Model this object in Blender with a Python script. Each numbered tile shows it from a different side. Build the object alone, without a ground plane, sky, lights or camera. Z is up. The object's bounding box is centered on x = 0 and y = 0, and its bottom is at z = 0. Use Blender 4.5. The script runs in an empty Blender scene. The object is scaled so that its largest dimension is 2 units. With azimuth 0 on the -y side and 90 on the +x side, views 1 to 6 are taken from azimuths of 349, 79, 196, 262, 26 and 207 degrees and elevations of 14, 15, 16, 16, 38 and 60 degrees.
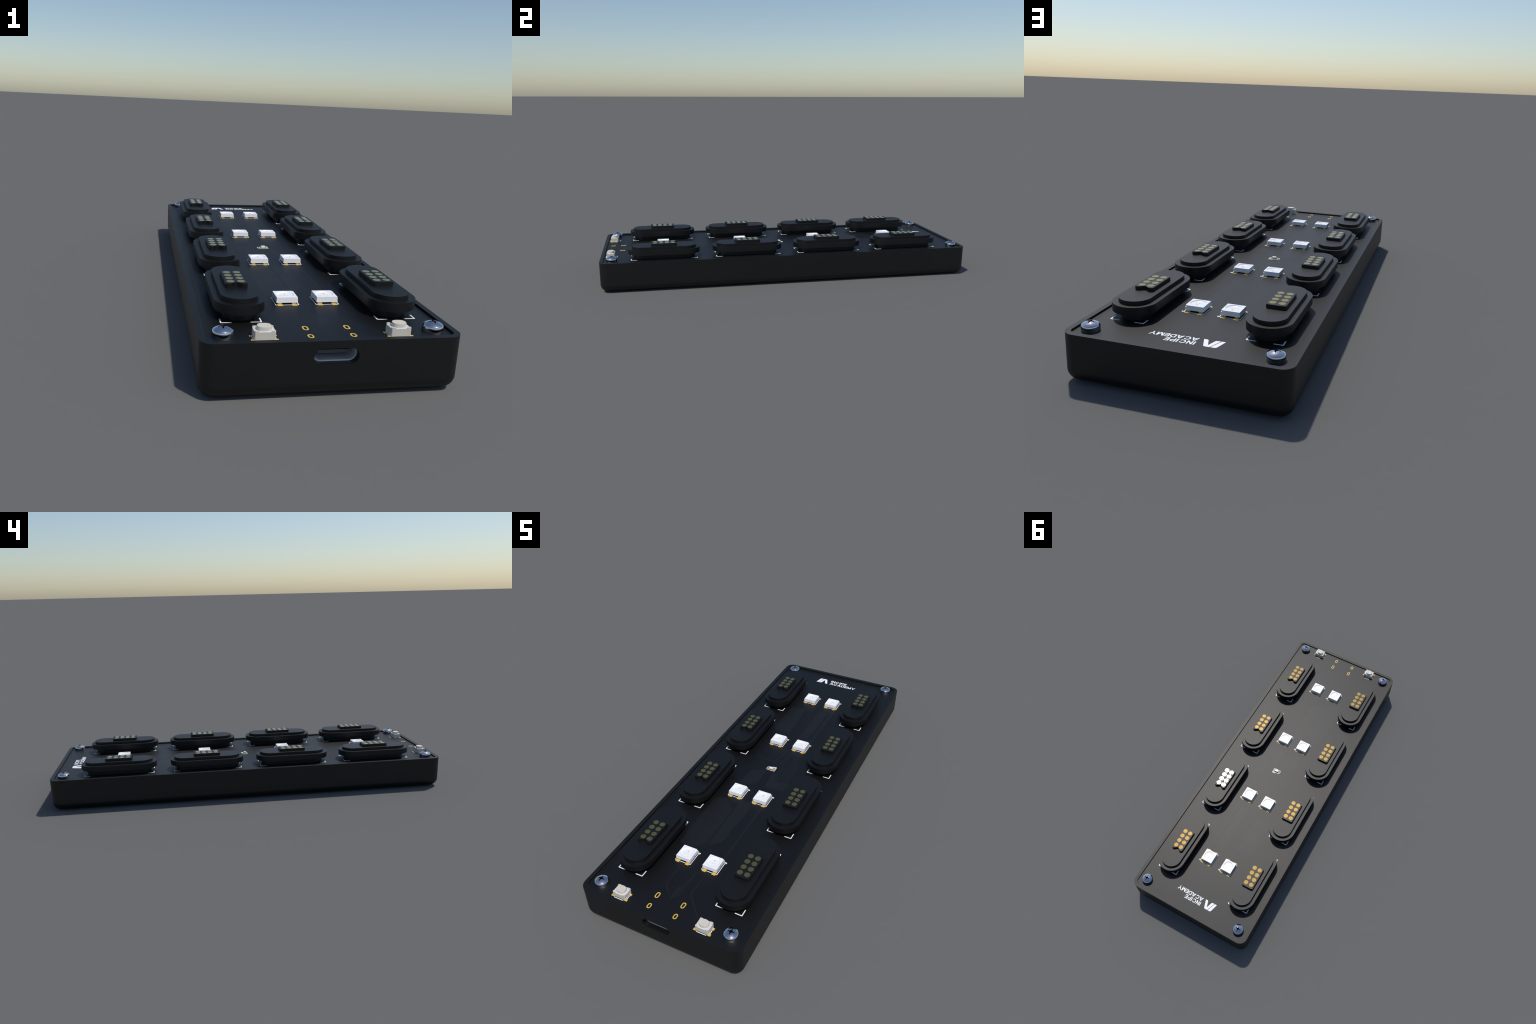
# Electronics dock: black tray, circuit board, eight magnetic pogo connectors,
# eight square light modules, two push buttons, four screws and a charging port.
# All dimensions below are millimetres of the real thing; S scales them so the
# tray is 2.00 m long.
import bpy, bmesh, math
from mathutils import Matrix, Vector

S = 1.0 / 75.0
PCB = 11.15          # height of the board's top face
RIM = 11.63          # height of the tray rim
HALF_X, HALF_Y = 26.2, 75.0
CONN_X, CONN_Y = 16.6, (-50.2, -16.75, 16.7, 50.15)
LED_X, LED_Y = (-4.69, 4.55), (-50.22, -16.80, 16.60, 50.02)
FOOT_Y = (-50.35, -16.85, 16.65, 50.12)   # printed footprints sit a hair off the bodies
BUTTON = ((-13.62, -71.12), (13.62, -71.12))
SCREW_X, SCREW_Y = 21.4, 70.33

# ------------------------------------------------------------------ materials
def material(name, color, rough=0.5, metal=0.0, spec=0.5, vary=0.0, scale=40.0,
             bump=0.0, bump_scale=400.0, coat=0.0):
    m = bpy.data.materials.new(name)
    m.use_nodes = True
    nt = m.node_tree
    b = nt.nodes["Principled BSDF"]
    b.inputs["Roughness"].default_value = rough
    b.inputs["Metallic"].default_value = metal
    b.inputs["Specular IOR Level"].default_value = spec
    b.inputs["Coat Weight"].default_value = coat
    tc = nt.nodes.new("ShaderNodeTexCoord")
    noise = nt.nodes.new("ShaderNodeTexNoise")
    noise.inputs["Scale"].default_value = scale
    noise.inputs["Detail"].default_value = 4.0
    nt.links.new(tc.outputs["Object"], noise.inputs["Vector"])
    ramp = nt.nodes.new("ShaderNodeValToRGB")
    lo = [c * (1 - vary) for c in color]
    hi = [min(1.0, c * (1 + vary)) for c in color]
    ramp.color_ramp.elements[0].position = 0.3
    ramp.color_ramp.elements[1].position = 0.7
    ramp.color_ramp.elements[0].color = (*lo, 1)
    ramp.color_ramp.elements[1].color = (*hi, 1)
    nt.links.new(noise.outputs["Fac"], ramp.inputs["Fac"])
    nt.links.new(ramp.outputs["Color"], b.inputs["Base Color"])
    if bump > 0:
        grain = nt.nodes.new("ShaderNodeTexNoise")
        grain.inputs["Scale"].default_value = bump_scale
        grain.inputs["Detail"].default_value = 3.0
        bn = nt.nodes.new("ShaderNodeBump")
        bn.inputs["Strength"].default_value = bump
        bn.inputs["Distance"].default_value = 0.0005
        nt.links.new(tc.outputs["Object"], grain.inputs["Vector"])
        nt.links.new(grain.outputs["Fac"], bn.inputs["Height"])
        nt.links.new(bn.outputs["Normal"], b.inputs["Normal"])
    return m

M_CASE = material("black_case_plastic", (0.0018, 0.0018, 0.0017), 0.5, vary=0.04)
M_CONN = material("black_connector_plastic", (0.0018, 0.0018, 0.0018), 0.5, vary=0.04)
M_MASK = material("black_solder_mask", (0.0016, 0.0017, 0.0018), 0.5, vary=0.04)
M_POUR = material("solder_mask_over_copper", (0.0062, 0.0062, 0.0066), 0.5, vary=0.04)
M_EDGE = material("board_edge_laminate", (0.062, 0.055, 0.020), 0.5, vary=0.05)
M_PAD = material("gold_solder_pad", (0.74, 0.49, 0.085), 0.45, vary=0.03)
M_PIN = material("polished_gold_contact", (0.82, 0.555, 0.175), 0.03, metal=1.0, vary=0.01)
M_SILK = material("white_silkscreen_ink", (0.97, 0.97, 0.975), 0.55, vary=0.02)
M_LED = material("white_led_housing", (0.98, 0.98, 0.985), 0.32, vary=0.01)
M_LEAD = material("tinned_lead", (0.55, 0.50, 0.46), 0.45, metal=0.6, vary=0.05)
M_CHIP = material("gold_led_chip", (0.80, 0.60, 0.22), 0.4, vary=0.03)
M_SLOT = material("grey_mould_slot", (0.22, 0.22, 0.23), 0.5, vary=0.03)
M_CREAM = material("cream_button_plastic", (0.685, 0.635, 0.53), 0.5, vary=0.02)
M_PLATE = material("pale_steel_plate", (0.70, 0.71, 0.75), 0.4, vary=0.02)
M_STEEL = material("polished_steel", (0.64, 0.65, 0.68), 0.05, metal=1.0, vary=0.01)
M_RECESS = material("screw_recess_steel", (0.10, 0.10, 0.11), 0.35, metal=1.0, vary=0.05)
M_PORT = material("port_shell_steel", (0.66, 0.67, 0.70), 0.4, metal=0.2, vary=0.02)
M_TONGUE = material("port_tongue_plastic", (0.10, 0.105, 0.105), 0.5, vary=0.05)
M_YELLOW = material("indicator_resin", (0.55, 0.55, 0.10), 0.4, vary=0.03)

# ------------------------------------------------------------------- geometry
def arc(cx, cy, r, a0, a1, n):
    return [(cx + r * math.cos(a0 + (a1 - a0) * i / n),
             cy + r * math.sin(a0 + (a1 - a0) * i / n)) for i in range(n + 1)]

def rounded_rect(w, l, r, n=10):
    """Counter-clockwise outline, w along x and l along y."""
    hx, hy, q = w / 2 - r, l / 2 - r, math.pi / 2
    out = []
    for k, (sx, sy) in enumerate(((1, -1), (1, 1), (-1, 1), (-1, -1))):
        out += arc(sx * hx, sy * hy, r, (k - 1) * q, k * q, n)
    return out

def stadium(w, l, n=28):
    r, h = w / 2, l / 2 - w / 2
    if h >= 0:
        return arc(0, h, r, 0, math.pi, n) + arc(0, -h, r, math.pi, 2 * math.pi, n)
    r, h = l / 2, w / 2 - l / 2
    return arc(h, 0, r, -math.pi / 2, math.pi / 2, n) + arc(-h, 0, r, math.pi / 2, 1.5 * math.pi, n)

def circle(r, n=40, cx=0, cy=0):
    return [(cx + r * math.cos(2 * math.pi * i / n), cy + r * math.sin(2 * math.pi * i / n)) for i in range(n)]

def rect(x0, y0, x1, y1):
    return [(x0, y0), (x1, y0), (x1, y1), (x0, y1)]

class Builder:
    """Collects closed pieces in millimetres and turns them into one mesh."""
    layer = 0
    def __init__(self):
        self.bm = bmesh.new()
    def ring(self, pts, z):
        return [self.bm.verts.new((x * S, y * S, z * S)) for x, y in pts]
    def skin(self, a, b):
        n = len(a)
        for i in range(n):
            j = (i + 1) % n
            self.bm.faces.new((a[i], a[j], b[j], b[i]))
    def prism(self, pts, z0, z1, off=(0, 0)):
        pts = [(x + off[0], y + off[1]) for x, y in pts]
        a, b = self.ring(pts, z0), self.ring(pts, z1)
        self.skin(a, b)
        self.bm.faces.new(b)
        self.bm.faces.new(list(reversed(a)))
    def loft(self, rings, cap0=True, cap1=True):
        rs = [self.ring(p, z) for p, z in rings]
        for a, b in zip(rs, rs[1:]):
            self.skin(a, b)
        if cap0: self.bm.faces.new(list(reversed(rs[0])))
        if cap1: self.bm.faces.new(rs[-1])
        return rs
    def tube(self, outer, inner, z0, z1, off=(0, 0)):
        f = lambda p: [(x + off[0], y + off[1]) for x, y in p]
        o, i = f(outer), f(inner)
        a, b = self.ring(o, z0), self.ring(o, z1)
        c, d = self.ring(i, z1), self.ring(i, z0)
        self.skin(a, b); self.skin(b, c); self.skin(c, d); self.skin(d, a)
    def box(self, x0, x1, y0, y1, z0, z1):
        self.prism(rect(min(x0, x1), min(y0, y1), max(x0, x1), max(y0, y1)), z0, z1)
    def stroke(self, pts, w, z0, z1):
        """Round-ended constant-width line through the points (one box per leg)."""
        h = w / 2
        for k, ((x0, y0), (x1, y1)) in enumerate(zip(pts, pts[1:])):
            a = math.atan2(y1 - y0, x1 - x0)
            Builder.layer = (Builder.layer + 1) % 24
            e = 0.0003 * Builder.layer    # keep crossing legs off one plane
            o = arc(x1, y1, h, a - math.pi / 2, a + math.pi / 2, 6) + \
                arc(x0, y0, h, a + math.pi / 2, a + 1.5 * math.pi, 6)
            self.prism(o, z0, z1 + e)
    def mesh(self, name, mat, angle=35.0, smooth=True):
        bmesh.ops.recalc_face_normals(self.bm, faces=self.bm.faces)
        me = bpy.data.meshes.new(name)
        self.bm.to_mesh(me)
        self.bm.free()
        for m in (mat if isinstance(mat, (list, tuple)) else [mat]):
            me.materials.append(m)
        if smooth:
            me = weighted(me, angle)
        return me

SCENE = bpy.context.scene.collection

def evaluated(me, setup):
    """Apply modifiers to a mesh through a throw-away object."""
    ob = bpy.data.objects.new("temporary_helper", me)
    SCENE.objects.link(ob)
    setup(ob)
    dg = bpy.context.evaluated_depsgraph_get()
    dg.update()
    out = bpy.data.meshes.new_from_object(ob.evaluated_get(dg))
    out.name = me.name
    bpy.data.objects.remove(ob)
    return out

def weighted(me, angle):
    me.shade_smooth()
    me.set_sharp_from_angle(angle=math.radians(angle))
    def setup(ob):
        w = ob.modifiers.new("weighted", "WEIGHTED_NORMAL")
        w.keep_sharp = True
        w.weight = 100
    return evaluated(me, setup)

def place(name, me, parent, loc=(0, 0, 0), rot=0.0, kind=None):
    ob = bpy.data.objects.new(name, me)
    SCENE.objects.link(ob)
    ob.parent = parent
    ob.location = (loc[0] * S, loc[1] * S, loc[2] * S)
    ob.rotation_euler = (0, 0, rot)
    if kind: ob["kind"] = kind
    return ob

# ------------------------------------------------------------------- top level
dock = bpy.data.objects.new("connector_dock", None)
SCENE.objects.link(dock)
dock["label"] = "flat black electronics dock with eight raised oval magnetic connectors"
dock["category"] = "electronic device"

# ------------------------------------------------------------------------ tray
def build_case():
    R, F, n = 3.0, 2.94, 12
    b = Builder()
    rings = []
    for i in range(n + 1):                       # rounded bottom edge
        a = math.pi / 2 * i / n
        d = F * (1 - math.sin(a))
        rings.append((rounded_rect(2 * (HALF_X - d), 2 * (HALF_Y - d), R - d, 12), F * (1 - math.cos(a))))
    rings.append((rounded_rect(2 * HALF_X, 2 * HALF_Y, R, 12), RIM))
    inner = rounded_rect(2 * 24.93, 2 * 73.72, R - 1.28, 12)
    rings.append((inner, RIM))
    rings.append((inner, 2.0))
    b.loft(rings)
    me = b.mesh("case", M_CASE, smooth=False)
    # slot for the charging port in the front wall
    c = Builder()
    slot = stadium(8.95, 3.2, 20)
    c.prism(slot, -3.0, 3.0)
    cutter = c.mesh("slot_cutter", M_CASE, smooth=False)
    cutter.transform(Matrix.Translation((0, -HALF_Y * S, 8.45 * S)) @ Matrix.Rotation(math.pi / 2, 4, "X"))
    cob = bpy.data.objects.new("slot_cutter", cutter)
    SCENE.objects.link(cob)
    def setup(ob):
        m = ob.modifiers.new("slot", "BOOLEAN")
        m.operation, m.solver, m.object = "DIFFERENCE", "EXACT", cob
    me = evaluated(me, setup)
    bpy.data.objects.remove(cob)
    return weighted(me, 30)

place("case", build_case(), dock)

# charging port behind the slot
def build_port():
    b = Builder()
    b.tube(stadium(8.94, 3.22, 20), stadium(8.4, 2.66, 20), -7.0, 0.0)
    me = b.mesh("port_shell", M_PORT)
    b = Builder()
    b.prism(rounded_rect(6.4, 0.68, 0.15, 3), -7.0, -1.0)
    tongue = b.mesh("port_tongue", M_TONGUE)
    b = Builder()
    b.prism(stadium(8.1, 2.4, 20), -7.2, -6.0)
    back = b.mesh("port_back_wall", M_CASE)
    for m in (me, tongue, back):
        m.transform(Matrix.Rotation(math.pi / 2, 4, "X"))
    return me, tongue, back

shell, tongue, back = build_port()
port = place("charging_port", shell, dock, (0, -73.5, 8.46))
place("port_tongue", tongue, port)
place("port_back_wall", back, port)

# ---------------------------------------------------------------- circuit board
b = Builder()
b.prism(rounded_rect(2 * 24.85, 2 * 73.64, 1.64, 10), PCB - 1.6, PCB - 0.03)
substrate = b.mesh("board_edge", M_EDGE)
b = Builder()
b.prism(rounded_rect(2 * 24.75, 2 * 73.54, 1.54, 10), PCB - 0.5, PCB)
board = place("circuit_board", b.mesh("circuit_board", M_MASK), dock)
place("board_edge", substrate, board)

# copper under the mask: slightly paler pours and tracks, a few hundredths proud
Z0 = PCB - 0.02
b = Builder()
z = PCB + 0.002
def pour(pts):
    global z
    b.prism(pts, Z0, z)
    z += 0.0003
pour([(-9, -21.5), (-6.8, -21.5), (-2.6, -25.3), (-2.2, -25.6), (-2.1, -42.9), (-5, -46), (-10, -46), (-10.5, -40), (-10.5, -24)])
pour([(-1.6, -20), (2.6, -20), (2.6, -33), (2.0, -33), (2.2, -40.1), (-1.0, -43.3), (-1.7, -42.9), (-1.8, -25)])
pour([(-1.6, -1.2), (-6.2, -3.8), (-6.6, -7.1), (-6.4, -12.5), (-1.2, -9.8), (-1.1, -2.3)])
pour([(1.6, -2), (3.2, -2), (3.2, -4.0), (5.2, -6.2), (8.0, -5.2), (9.4, -5.1), (9.1, -9.9), (2.2, -10.4), (1.9, -10.4)])
pour([(-10.2, 24), (-3.6, 24), (-4.0, 42), (-10.2, 42)])
pour([(1.3, 22.8), (4.6, 22.8), (5.1, 43.5), (1.5, 43.5)])
for pts, w in (
    ([(-4.5, -55.2), (-4.5, -62.3), (-1.2, -65.8)], 0.45),
    ([(-0.3, -67.4), (-0.3, -61.9), (0.4, -61.2)], 0.45),
    ([(0.3, -65.5), (0.9, -64.7), (1.0, -59.8), (1.4, -54.9)], 0.6),
    ([(-0.2, -65.0), (-0.1, -62.1)], 1.1),
    ([(4.2, -55.2), (4.0, -62.6), (10.2, -69.1)], 0.45),
    ([(6.2, -20.5), (6.0, -45.8)], 0.6),
    ([(-8.2, 5.6), (-6.6, 4.5), (-0.9, 4.4)], 0.5),
    ([(0.4, 13.2), (0.4, 9.5), (-0.5, 6.6), (-0.5, 3.6)], 0.5),
    ([(1.9, 12.8), (1.9, 4.0), (1.2, 2.4)], 0.4),
    ([(3.0, 12.8), (3.0, 3.8), (3.6, 2.0), (3.6, -3.4), (4.5, -4.4), (5.2, -3.4), (5.3, 3.8)], 0.4),
    ([(6.3, 8.6), (6.3, -3.8)], 0.4),
    ([(7.2, 6.5), (7.2, -4.4)], 0.4),
    ([(8.2, 5.2), (8.2, -4.6)], 0.4),
    ([(6.8, 46.5), (6.6, 20.8)], 0.7)):
    b.stroke(pts, w, Z0, PCB + 0.005)
place("copper_track", b.mesh("copper_track", M_POUR, smooth=False), board, kind="stuff")

# plated slots for the port's shell tabs: gold rings
b = Builder()
b.tube(stadium(1.22, 2.15, 14), stadium(0.62, 1.50, 14), PCB - 0.03, PCB + 0.03)
long_slot = b.mesh("plated_slot", M_PAD)
b = Builder()
b.tube(stadium(1.22, 1.85, 14), stadium(0.62, 1.22, 14), PCB - 0.03, PCB + 0.03)
short_slot = b.mesh("plated_slot_short", M_PAD)
for sx in (-4.33, 4.33):
    place("plated_slot", long_slot, board, (sx, -67.06, 0))
    place("plated_slot", short_slot, board, (sx, -71.27, 0))

# ------------------------------------------------------------------- connectors
def contact_outline():
    """Rounded block with a shallow wave-shaped key notch in its -y end."""
    w, l, r = 2.45, 5.0, 0.65
    out = arc(w - r, -l + r, r, -math.pi / 2, 0, 6)
    out += arc(w - r, l - r, r, 0, math.pi / 2, 6)
    out += arc(-w + r, l - r, r, math.pi / 2, math.pi, 6)
    out += arc(-w + r, -l + r, r, math.pi, 1.5 * math.pi, 6)
    n, hw, depth = 24, 1.55, 0.85
    for i in range(1, n):
        x = -hw + 2 * hw * i / n
        out.append((x, -l + depth * (0.5 + 0.5 * math.cos(math.pi * x / hw))))
    return out

b = Builder()
b.prism(stadium(6.9, 24.1), PCB - 0.05, 13.05)
conn_base = b.mesh("connector_foot", M_CONN)
b = Builder()
fl = stadium(10.88, 28.2)
t1 = stadium(7.98, 25.2)
b.loft([(fl, 13.0), (fl, 15.0), (t1, 15.0), (t1, 16.0)])
conn_body = b.mesh("magnetic_connector", M_CONN)
b = Builder()
b.prism(contact_outline(), 15.95, 16.96)
conn_block = b.mesh("contact_block", M_CONN, angle=40)
b = Builder()
pin_out = circle(0.875, 40)
b.prism(pin_out, 16.8, 17.0)
pin_mesh = b.mesh("contact_pin", M_PIN)

b = Builder()
W = 0.30
b.stroke([(0, 0), (2.1, 0)], W, PCB - 0.03, PCB + 0.025)
b.stroke([(0, 0), (0, 2.1)], W, PCB - 0.03, PCB + 0.022)
bracket = b.mesh("corner_mark", M_SILK, smooth=False)

for side in (1, -1):
    for cy in CONN_Y:
        cx = side * CONN_X
        rot = math.pi if side > 0 else 0.0        # the key notch faces +y on the right column
        body = place("magnetic_connector", conn_body, dock, (cx, cy, 0), rot)
        place("connector_foot", conn_base, body)
        place("contact_block", conn_block, body)
        for px in (-1.152, 1.152):
            for k in range(4):
                place("contact_pin", pin_mesh, body, (px, -3.456 + 2.304 * k, 0))
        mx = side * 16.68
        for k, (ax, ay) in enumerate(((-1, -1), (1, -1), (1, 1), (-1, 1))):
            place("corner_mark", bracket, board, (mx + 4.17 * ax, cy + 12.88 * ay, 0), k * math.pi / 2)

# ---------------------------------------------------------------- light modules
def build_led():
    def sq(h, c):
        return [(-h, -h), (h, -h), (h, h - c), (h - c, h), (-h, h)]
    b = Builder()
    z0, z1, z2 = 11.56, 12.38, 12.75
    rs = b.loft([(sq(2.47, 0.02), z0), (sq(2.42, 0.02), z1), (sq(2.42, 0.42), z1), (sq(2.395, 0.42), z2)],
                cap0=True, cap1=False)
    n, bm = 56, b.bm
    dish = [(2.0, z2), (1.92, z2 - 0.11), (1.83, z2 - 0.18), (1.70, z2 - 0.22), (1.45, z2 - 0.245), (1.05, z2 - 0.25)]
    cs = [b.ring(circle(r, n), zz) for r, zz in dish]
    for p, q in zip(cs, cs[1:]):
        b.skin(q, p)
    bm.faces.new(cs[-1])
    edges = [bm.edges.get((v[i], v[(i + 1) % len(v)])) or bm.edges.new((v[i], v[(i + 1) % len(v)]))
             for v in (rs[-1], cs[0]) for i in range(len(v))]
    bmesh.ops.triangle_fill(bm, use_beauty=True, edges=edges, normal=(0, 0, 1))
    return b.mesh("light_module", M_LED, angle=28)

led = build_led()
b = Builder()
for sx in (-1.62, 1.62):
    for sy in (-1, 1):
        b.box(sx - 0.45, sx + 0.45, sy * 1.6, sy * 2.40, PCB + 0.02, 11.72)
lead = b.mesh("light_lead", M_LEAD, smooth=False)
b = Builder()
zf = 12.75 - 0.25
b.box(-0.16, 0.30, 0.50, 0.86, zf - 0.05, zf + 0.035)
for x in (-0.98, -0.22, 0.56):
    b.box(x - 0.12, x + 0.12, -0.48, -0.26, zf - 0.05, zf + 0.03)
chip = b.mesh("light_chip", M_CHIP, smooth=False)
b = Builder()
b.box(2.36, 2.475, -0.32, 0.32, 11.86, 12.06)
slot = b.mesh("mould_slot", M_SLOT, smooth=False)
b = Builder()
for sx in (-1.65, 1.65):
    for sy in (-1, 1):
        b.box(sx - 0.62, sx + 0.62, sy * 1.9, sy * 3.25, PCB - 0.02, PCB + 0.03)
led_pad = b.mesh("solder_pad", M_PAD, smooth=False)
b = Builder()
s0, s1, w = PCB - 0.03, PCB + 0.02, 0.2
for sx in (-2.62, 2.62):
    b.stroke([(sx, -2.68), (sx, 2.68)], w, s0, s1)
for sy, zz in ((-2.68, 0.004), (2.68, 0.006)):
    b.stroke([(-2.62, sy), (-2.35, sy)], w, s0, s1 + zz)
    b.stroke([(-0.86, sy), (0.86, sy)], w, s0, s1 + zz)
    b.stroke([(2.35, sy), (2.62, sy)], w, s0, s1 + zz)
b.stroke([(2.62, 2.68), (3.02, 2.68), (3.02, 2.36)], 0.3, s0, s1 + 0.01)
led_silk = b.mesh("light_outline", M_SILK, smooth=False)

for lx in LED_X:
    for ly, fy in zip(LED_Y, FOOT_Y):
        body = place("light_module", led, dock, (lx, ly, 0))
        place("light_lead", lead, body)
        place("light_chip", chip, body)
        place("mould_slot", slot, body)
        place("solder_pad", led_pad, board, (lx, fy, 0))
        place("light_outline", led_silk, board, (lx, fy, 0))

# -------------------------------------------------------------- indicator light
b = Builder()
b.box(-0.58, 0.58, -0.42, 0.42, PCB + 0.05, PCB + 0.60)
ind = place("indicator_light", b.mesh("indicator_light", M_LED, smooth=False), dock, (0.0, -0.05, 0))
b = Builder()
for sx in (-1, 1):
    b.box(sx * 0.54, sx * 0.80, -0.42, 0.42, PCB + 0.04, PCB + 0.42)
place("indicator_resin", b.mesh("indicator_resin", M_YELLOW, smooth=False), ind)
b = Builder()
for sx in (-1, 1):
    b.box(sx * 0.70, sx * 1.25, -0.47, 0.47, PCB - 0.02, PCB + 0.035)
place("solder_pad", b.mesh("indicator_pad", M_PAD, smooth=False), board, (0.0, -0.05, 0))
b = Builder()
fr = [(-1.28, -0.86), (1.52, -0.86), (1.52, 0.86), (-1.28, 0.86), (-1.68, 0.45), (-1.68, -0.45), (-1.28, -0.86)]
b.stroke(fr, 0.17, s0, s1)
b.stroke([(1.45, 1.02), (0.62, 1.02), (0.62, 1.38), (1.45, 1.38), (1.45, 1.02)], 0.2, s0, s1 + 0.01)
b.stroke([(0.25, 0.95), (0.25, 1.42)], 0.17, s0, s1 + 0.01)
place("indicator_outline", b.mesh("indicator_outline", M_SILK, smooth=False), board, (0.0, -0.05, 0))

# ---------------------------------------------------------------- push buttons
def superellipse(a, c, e, n=48):
    out = []
    for i in range(n):
        t = 2 * math.pi * i / n
        co, si = math.cos(t), math.sin(t)
        out.append((a * math.copysign(abs(co) ** (2 / e), co), c * math.copysign(abs(si) ** (2 / e), si)))
    return out

b = Builder()
lo = rounded_rect(4.12, 3.12, 0.22, 5)
b.prism(lo, PCB + 0.03, 12.74)
for sx in (-1, 1):                                # four raised corner posts
    for sy in (-1, 1):
        x0, y0 = sx * 2.05, sy * 1.55
        pts = [(x0 - sx * 0.20, y0), (x0, y0 - sy * 0.20), (x0, y0 - sy * 0.52),
               (x0 - sx * 0.38, y0 - sy * 0.52), (x0 - sx * 0.85, y0 - sy * 0.22), (x0 - sx * 0.85, y0)]
        if sx * sy < 0: pts.reverse()
        b.prism(pts, 12.70, 12.97)
btn = b.mesh("push_button", M_CREAM, angle=40)
b = Builder()
o = superellipse(1.98, 1.50, 3.4)
b.prism([(x, y) for x, y in o], 12.60, 12.79)
plate = b.mesh("button_plate", M_PLATE)
b = Builder()
cap0, cap1 = superellipse(1.46, 1.24, 2.3), superellipse(1.41, 1.19, 2.3)
b.loft([(cap0, 12.7), (cap0, 13.2), (cap1, 13.55), ([(x * .975, y * .975) for x, y in cap1], 13.62)])
cap = b.mesh("button_cap", M_CREAM, angle=40)
b = Builder()
for sx in (-1, 1):
    for sy in (-1.03, 0.72):
        b.box(sx * 2.0, sx * 2.13, sy - 0.22, sy + 0.22, PCB + 0.04, PCB + 0.5)
        b.box(sx * 2.0, sx * 2.24, sy - 0.22, sy + 0.22, PCB + 0.04, PCB + 0.14)
term = b.mesh("button_terminal", M_PLATE, smooth=False)
b = Builder()
for sx in (-1, 1):
    for y0, y1 in ((-1.75, -1.02), (0.37, 1.12)):
        b.box(sx * 1.53, sx * 2.68, y0, y1, PCB - 0.02, PCB + 0.03)
btn_pad = b.mesh("button_pad", M_PAD, smooth=False)
b = Builder()
b.stroke([(-1.42, -1.86), (1.42, -1.86)], 0.2, s0, s1)
for sx in (-2.25, 2.25):
    b.stroke([(sx, -0.80), (sx, 0.22)], 0.2, s0, s1)
btn_silk = b.mesh("button_outline", M_SILK, smooth=False)

for k, (bx, by) in enumerate(BUTTON):
    body = place("push_button", btn, dock, (bx, by, 0))
    place("button_plate", plate, body)
    place("button_cap", cap, body)
    place("button_terminal", term, body)
    place("solder_pad", btn_pad, board, (bx, by, 0))
    place("button_outline", btn_silk, board, (bx, by, 0))
    b = Builder()                                  # short ink dashes behind each button
    n = 4 if k == 0 else 3
    for i in range(n):
        x = -0.62 * (n - 1) / 2 + 0.62 * i
        b.stroke([(x, 1.75), (x, 2.45)], 0.16, s0, s1)
        b.stroke([(x - 0.16, 2.45), (x + 0.16, 2.45)], 0.16, s0, s1 + 0.006)
    place("ink_dash", b.mesh("ink_dash", M_SILK, smooth=False), board, (bx, by, 0))

# ----------------------------------------------------------------------- screws
def build_screw():
    r, z0, z1, top, R = 2.13, PCB - 0.02, 12.10, 13.38, 3.17
    h = top - z1
    b = Builder()
    rings = [(circle(r - 0.06, 64), z0), (circle(r, 64), z0 + 0.2), (circle(r, 64), z1)]
    r1 = 1.84                                    # shallow dome, then a quickly turned-down edge
    zd = lambda q: top - R + math.sqrt(R * R - q * q)
    slope = -r1 / math.sqrt(R * R - r1 * r1)
    p0, p2 = Vector((r1, zd(r1))), Vector((r, z1))
    p1 = Vector((r, p0.y + slope * (r - r1)))
    for i in range(1, 10):
        t = 1 - i / 9
        p = p0 * (1 - t) ** 2 + p1 * 2 * t * (1 - t) + p2 * t * t
        rings.append((circle(p.x, 64), p.y))
    for i in range(1, 10):
        q = r1 * (1 - i / 10.0)
        rings.append((circle(q, 64), zd(q)))
    b.loft(rings)
    me = b.mesh("screw", M_STEEL, smooth=False)
    # cross-shaped driver recess
    c = Builder()
    for ang in (0, math.pi / 2):
        def bar(w, l):
            pts = rect(-l / 2, -w / 2, l / 2, w / 2)
            ca, sa = math.cos(ang), math.sin(ang)
            return [(x * ca - y * sa, x * sa + y * ca) for x, y in pts]
        c.loft([(bar(0.16, 0.8), z1 - 0.3), (bar(0.34, 2.15), z1 + h + 0.1)])
    core = lambda r_: circle(r_, 8)
    c.loft([(core(0.15), z1 - 0.35), (core(0.52), z1 + h + 0.21)])
    cut = c.mesh("recess_cutter", M_RECESS, smooth=False)
    cob = bpy.data.objects.new("recess_cutter", cut)
    SCENE.objects.link(cob)
    def setup(ob):
        m = ob.modifiers.new("recess", "BOOLEAN")
        m.operation, m.solver, m.object = "DIFFERENCE", "EXACT", cob
        m.use_self = True
        m.material_mode = "TRANSFER"
    me = evaluated(me, setup)
    bpy.data.objects.remove(cob)
    return weighted(me, 25)

screw = build_screw()
for sx in (-1, 1):
    for sy in (-1, 1):
        place("screw", screw, dock, (sx * SCREW_X, sy * SCREW_Y, 0))

# --------------------------------------------------------------- printed emblem
def fillet(pts, radii, n=6):
    out = []
    m = len(pts)
    for i, r in enumerate(radii):
        p = Vector(pts[i]); a = Vector(pts[i - 1]) - p; c = Vector(pts[(i + 1) % m]) - p
        if r <= 0:
            out.append(tuple(p)); continue
        a.normalize(); c.normalize()
        half = a.angle(c) / 2
        d = r / math.tan(half)
        p0, p1 = p + a * d, p + c * d
        for k in range(n + 1):                    # quadratic blend is close to the arc
            t = k / n
            out.append(tuple(p0 * (1 - t) ** 2 + p * 2 * t * (1 - t) + p1 * t ** 2))
    return out

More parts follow.
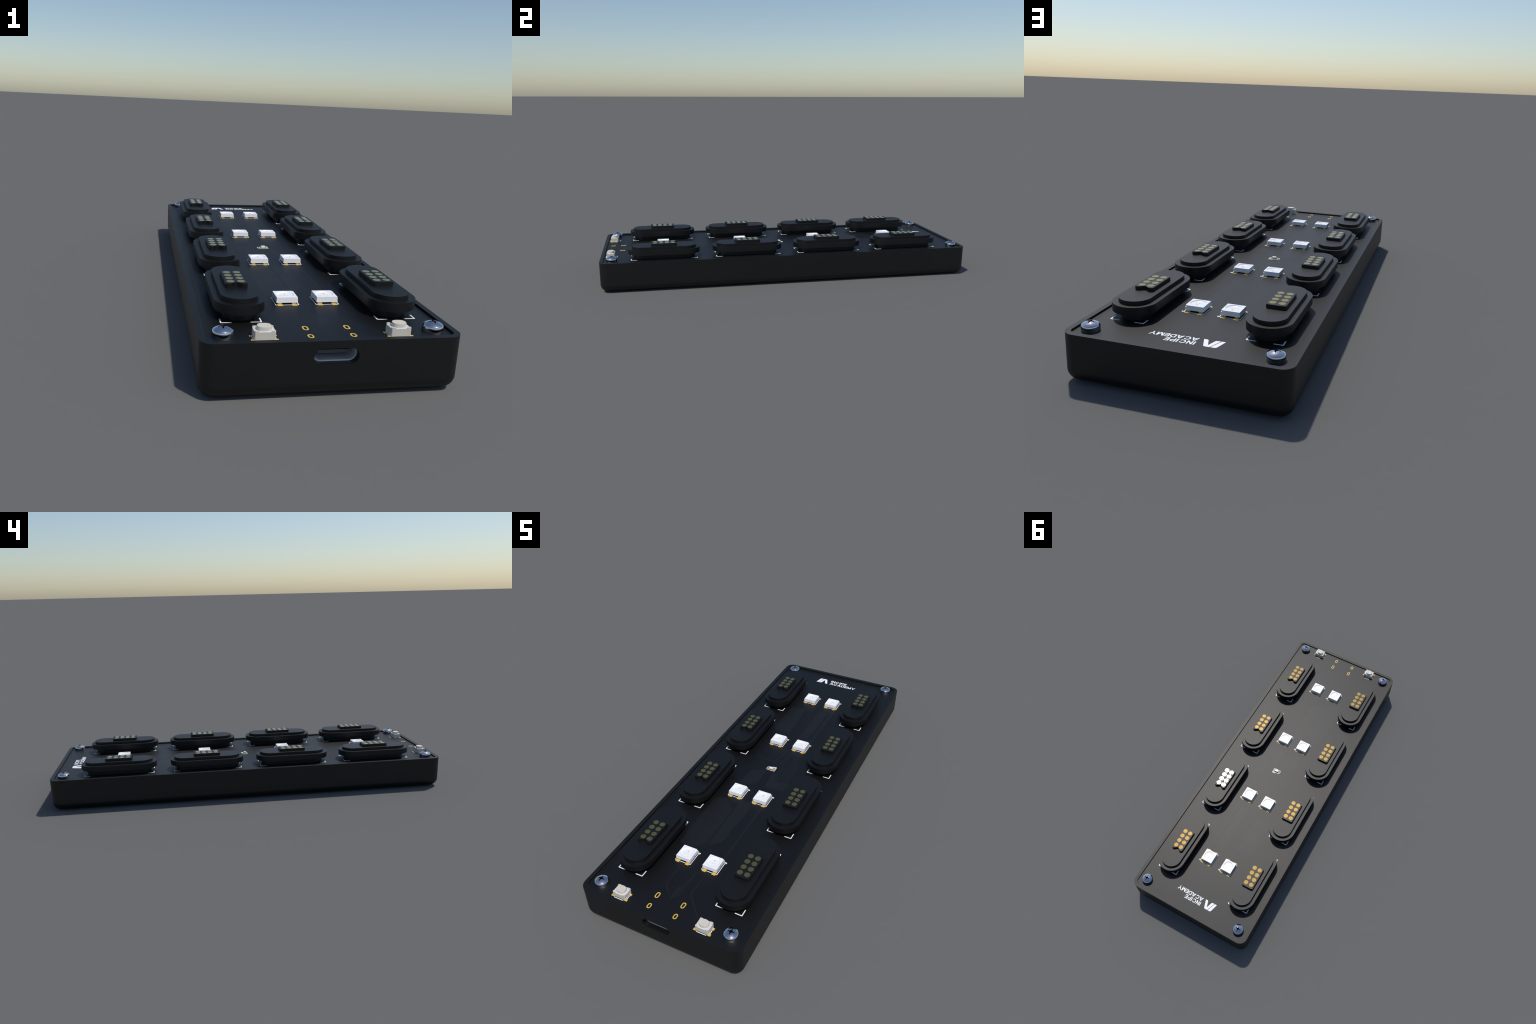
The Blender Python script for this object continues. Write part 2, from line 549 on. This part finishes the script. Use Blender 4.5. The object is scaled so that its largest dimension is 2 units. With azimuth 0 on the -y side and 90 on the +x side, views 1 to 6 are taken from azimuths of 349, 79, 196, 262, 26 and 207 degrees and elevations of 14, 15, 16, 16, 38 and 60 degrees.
b = Builder()
y0, y1 = 65.93, 69.42
b.prism(fillet([(-8.87, y0), (-7.96, y0), (-6.67, y1), (-7.95, y1)], [0, 0.0, 0, 0.75]), PCB - 0.03, PCB + 0.025)
b.prism(fillet([(-7.76, y0), (-6.62, y0), (-5.79, 68.62), (-4.86, y0), (-3.80, y0), (-5.02, y1), (-6.46, y1)],
               [0, 0.7, 0, 0.6, 0, 0.6, 0]), PCB - 0.03, PCB + 0.025)
place("emblem", b.mesh("emblem", M_SILK, smooth=False), board)

def letter(b, ch, x, w, y0, y1, t, lay):
    """Wide grotesque capitals out of straight bars and bowls; returns the next layer."""
    h, m = y1 - y0, (y0 + y1) / 2
    k = [lay]
    def bar(p, q, t0=t):                          # upright parallelogram, cut level at both ends
        b.prism([(p[0] - t0 / 2, p[1]), (p[0] + t0 / 2, p[1]), (q[0] + t0 / 2, q[1]), (q[0] - t0 / 2, q[1])],
                PCB - 0.03, PCB + 0.02 + 0.0006 * k[0]); k[0] += 1
    def level(xa, xb, y):
        b.box(xa, xb, y - t * 0.45, y + t * 0.45, PCB - 0.03, PCB + 0.02 + 0.0006 * k[0]); k[0] += 1
    def bowl(cx, cy, rx, ry, a0, a1, n=20):
        o = [(cx + rx * math.cos(a0 + (a1 - a0) * i / n), cy + ry * math.sin(a0 + (a1 - a0) * i / n)) for i in range(n + 1)]
        i_ = [(cx + (rx - t) * math.cos(a0 + (a1 - a0) * i / n), cy + (ry - t * 0.9) * math.sin(a0 + (a1 - a0) * i / n)) for i in range(n + 1)]
        b.prism(o + i_[::-1], PCB - 0.03, PCB + 0.02 + 0.0006 * k[0]); k[0] += 1
    L, Rr, g = x + t / 2, x + w - t / 2, t * 0.45
    q = math.pi / 2
    if ch == "I":
        bar((L, y0), (L, y1))
    elif ch == "N":
        bar((L, y0), (L, y1)); bar((Rr, y0), (Rr, y1)); bar((Rr, y0), (L, y1), t * 1.15)
    elif ch == "C":
        bowl(x + w / 2, m, w / 2, h / 2, 0.52, 2 * math.pi - 0.52, 30)
    elif ch in "PD":
        bar((L, y0), (L, y1))
        lo, r_ = (y0, h / 2) if ch == "D" else (y0 + h * 0.40, h * 0.30)
        cx = x + w - r_ * 1.05
        level(L, cx, y1 - g); level(L, cx, lo + g)
        bowl(cx, (lo + y1) / 2, r_ * 1.05, r_, -q, q)
    elif ch == "E":
        bar((L, y0), (L, y1))
        for y, f in ((y0 + g, 1.0), (m, 0.93), (y1 - g, 1.0)):
            level(L, x + w * f, y)
    elif ch == "A":
        c = x + w / 2
        bar((L, y0), (c - t * 0.12, y1), t * 1.1); bar((Rr, y0), (c + t * 0.12, y1), t * 1.1)
        level(x + w * 0.22, x + w * 0.78, y0 + h * 0.27)
    elif ch == "M":
        c = x + w / 2
        bar((L, y0), (L, y1)); bar((Rr, y0), (Rr, y1)); bar((c, y0), (L + t * 0.1, y1), t * 1.15); bar((c, y0), (Rr - t * 0.1, y1), t * 1.15)
    elif ch == "Y":
        c = x + w / 2
        bar((c, y0), (c, m)); bar((c, y0 + h * 0.38), (L, y1), t * 1.1); bar((c, y0 + h * 0.38), (Rr, y1), t * 1.1)
    return k[0]

WIDTH = {"I": 0.30, "N": 1.32, "C": 1.58, "P": 1.25, "E": 1.15, "A": 1.62, "D": 1.42, "M": 1.72, "Y": 1.58}
for word, xa, xb, ya, yb in (("INCIPE", -2.85, 4.33, 67.86, 69.48), ("ACADEMY", -2.82, 8.82, 65.94, 67.52)):
    gap = (xb - xa - sum(WIDTH[c] for c in word)) / (len(word) - 1)
    b, x, lay = Builder(), xa, 0
    for c in word:
        lay = letter(b, c, x, WIDTH[c], ya, yb, 0.315, lay)
        x += WIDTH[c] + gap
    place("lettering", b.mesh("lettering", M_SILK, smooth=False), board)
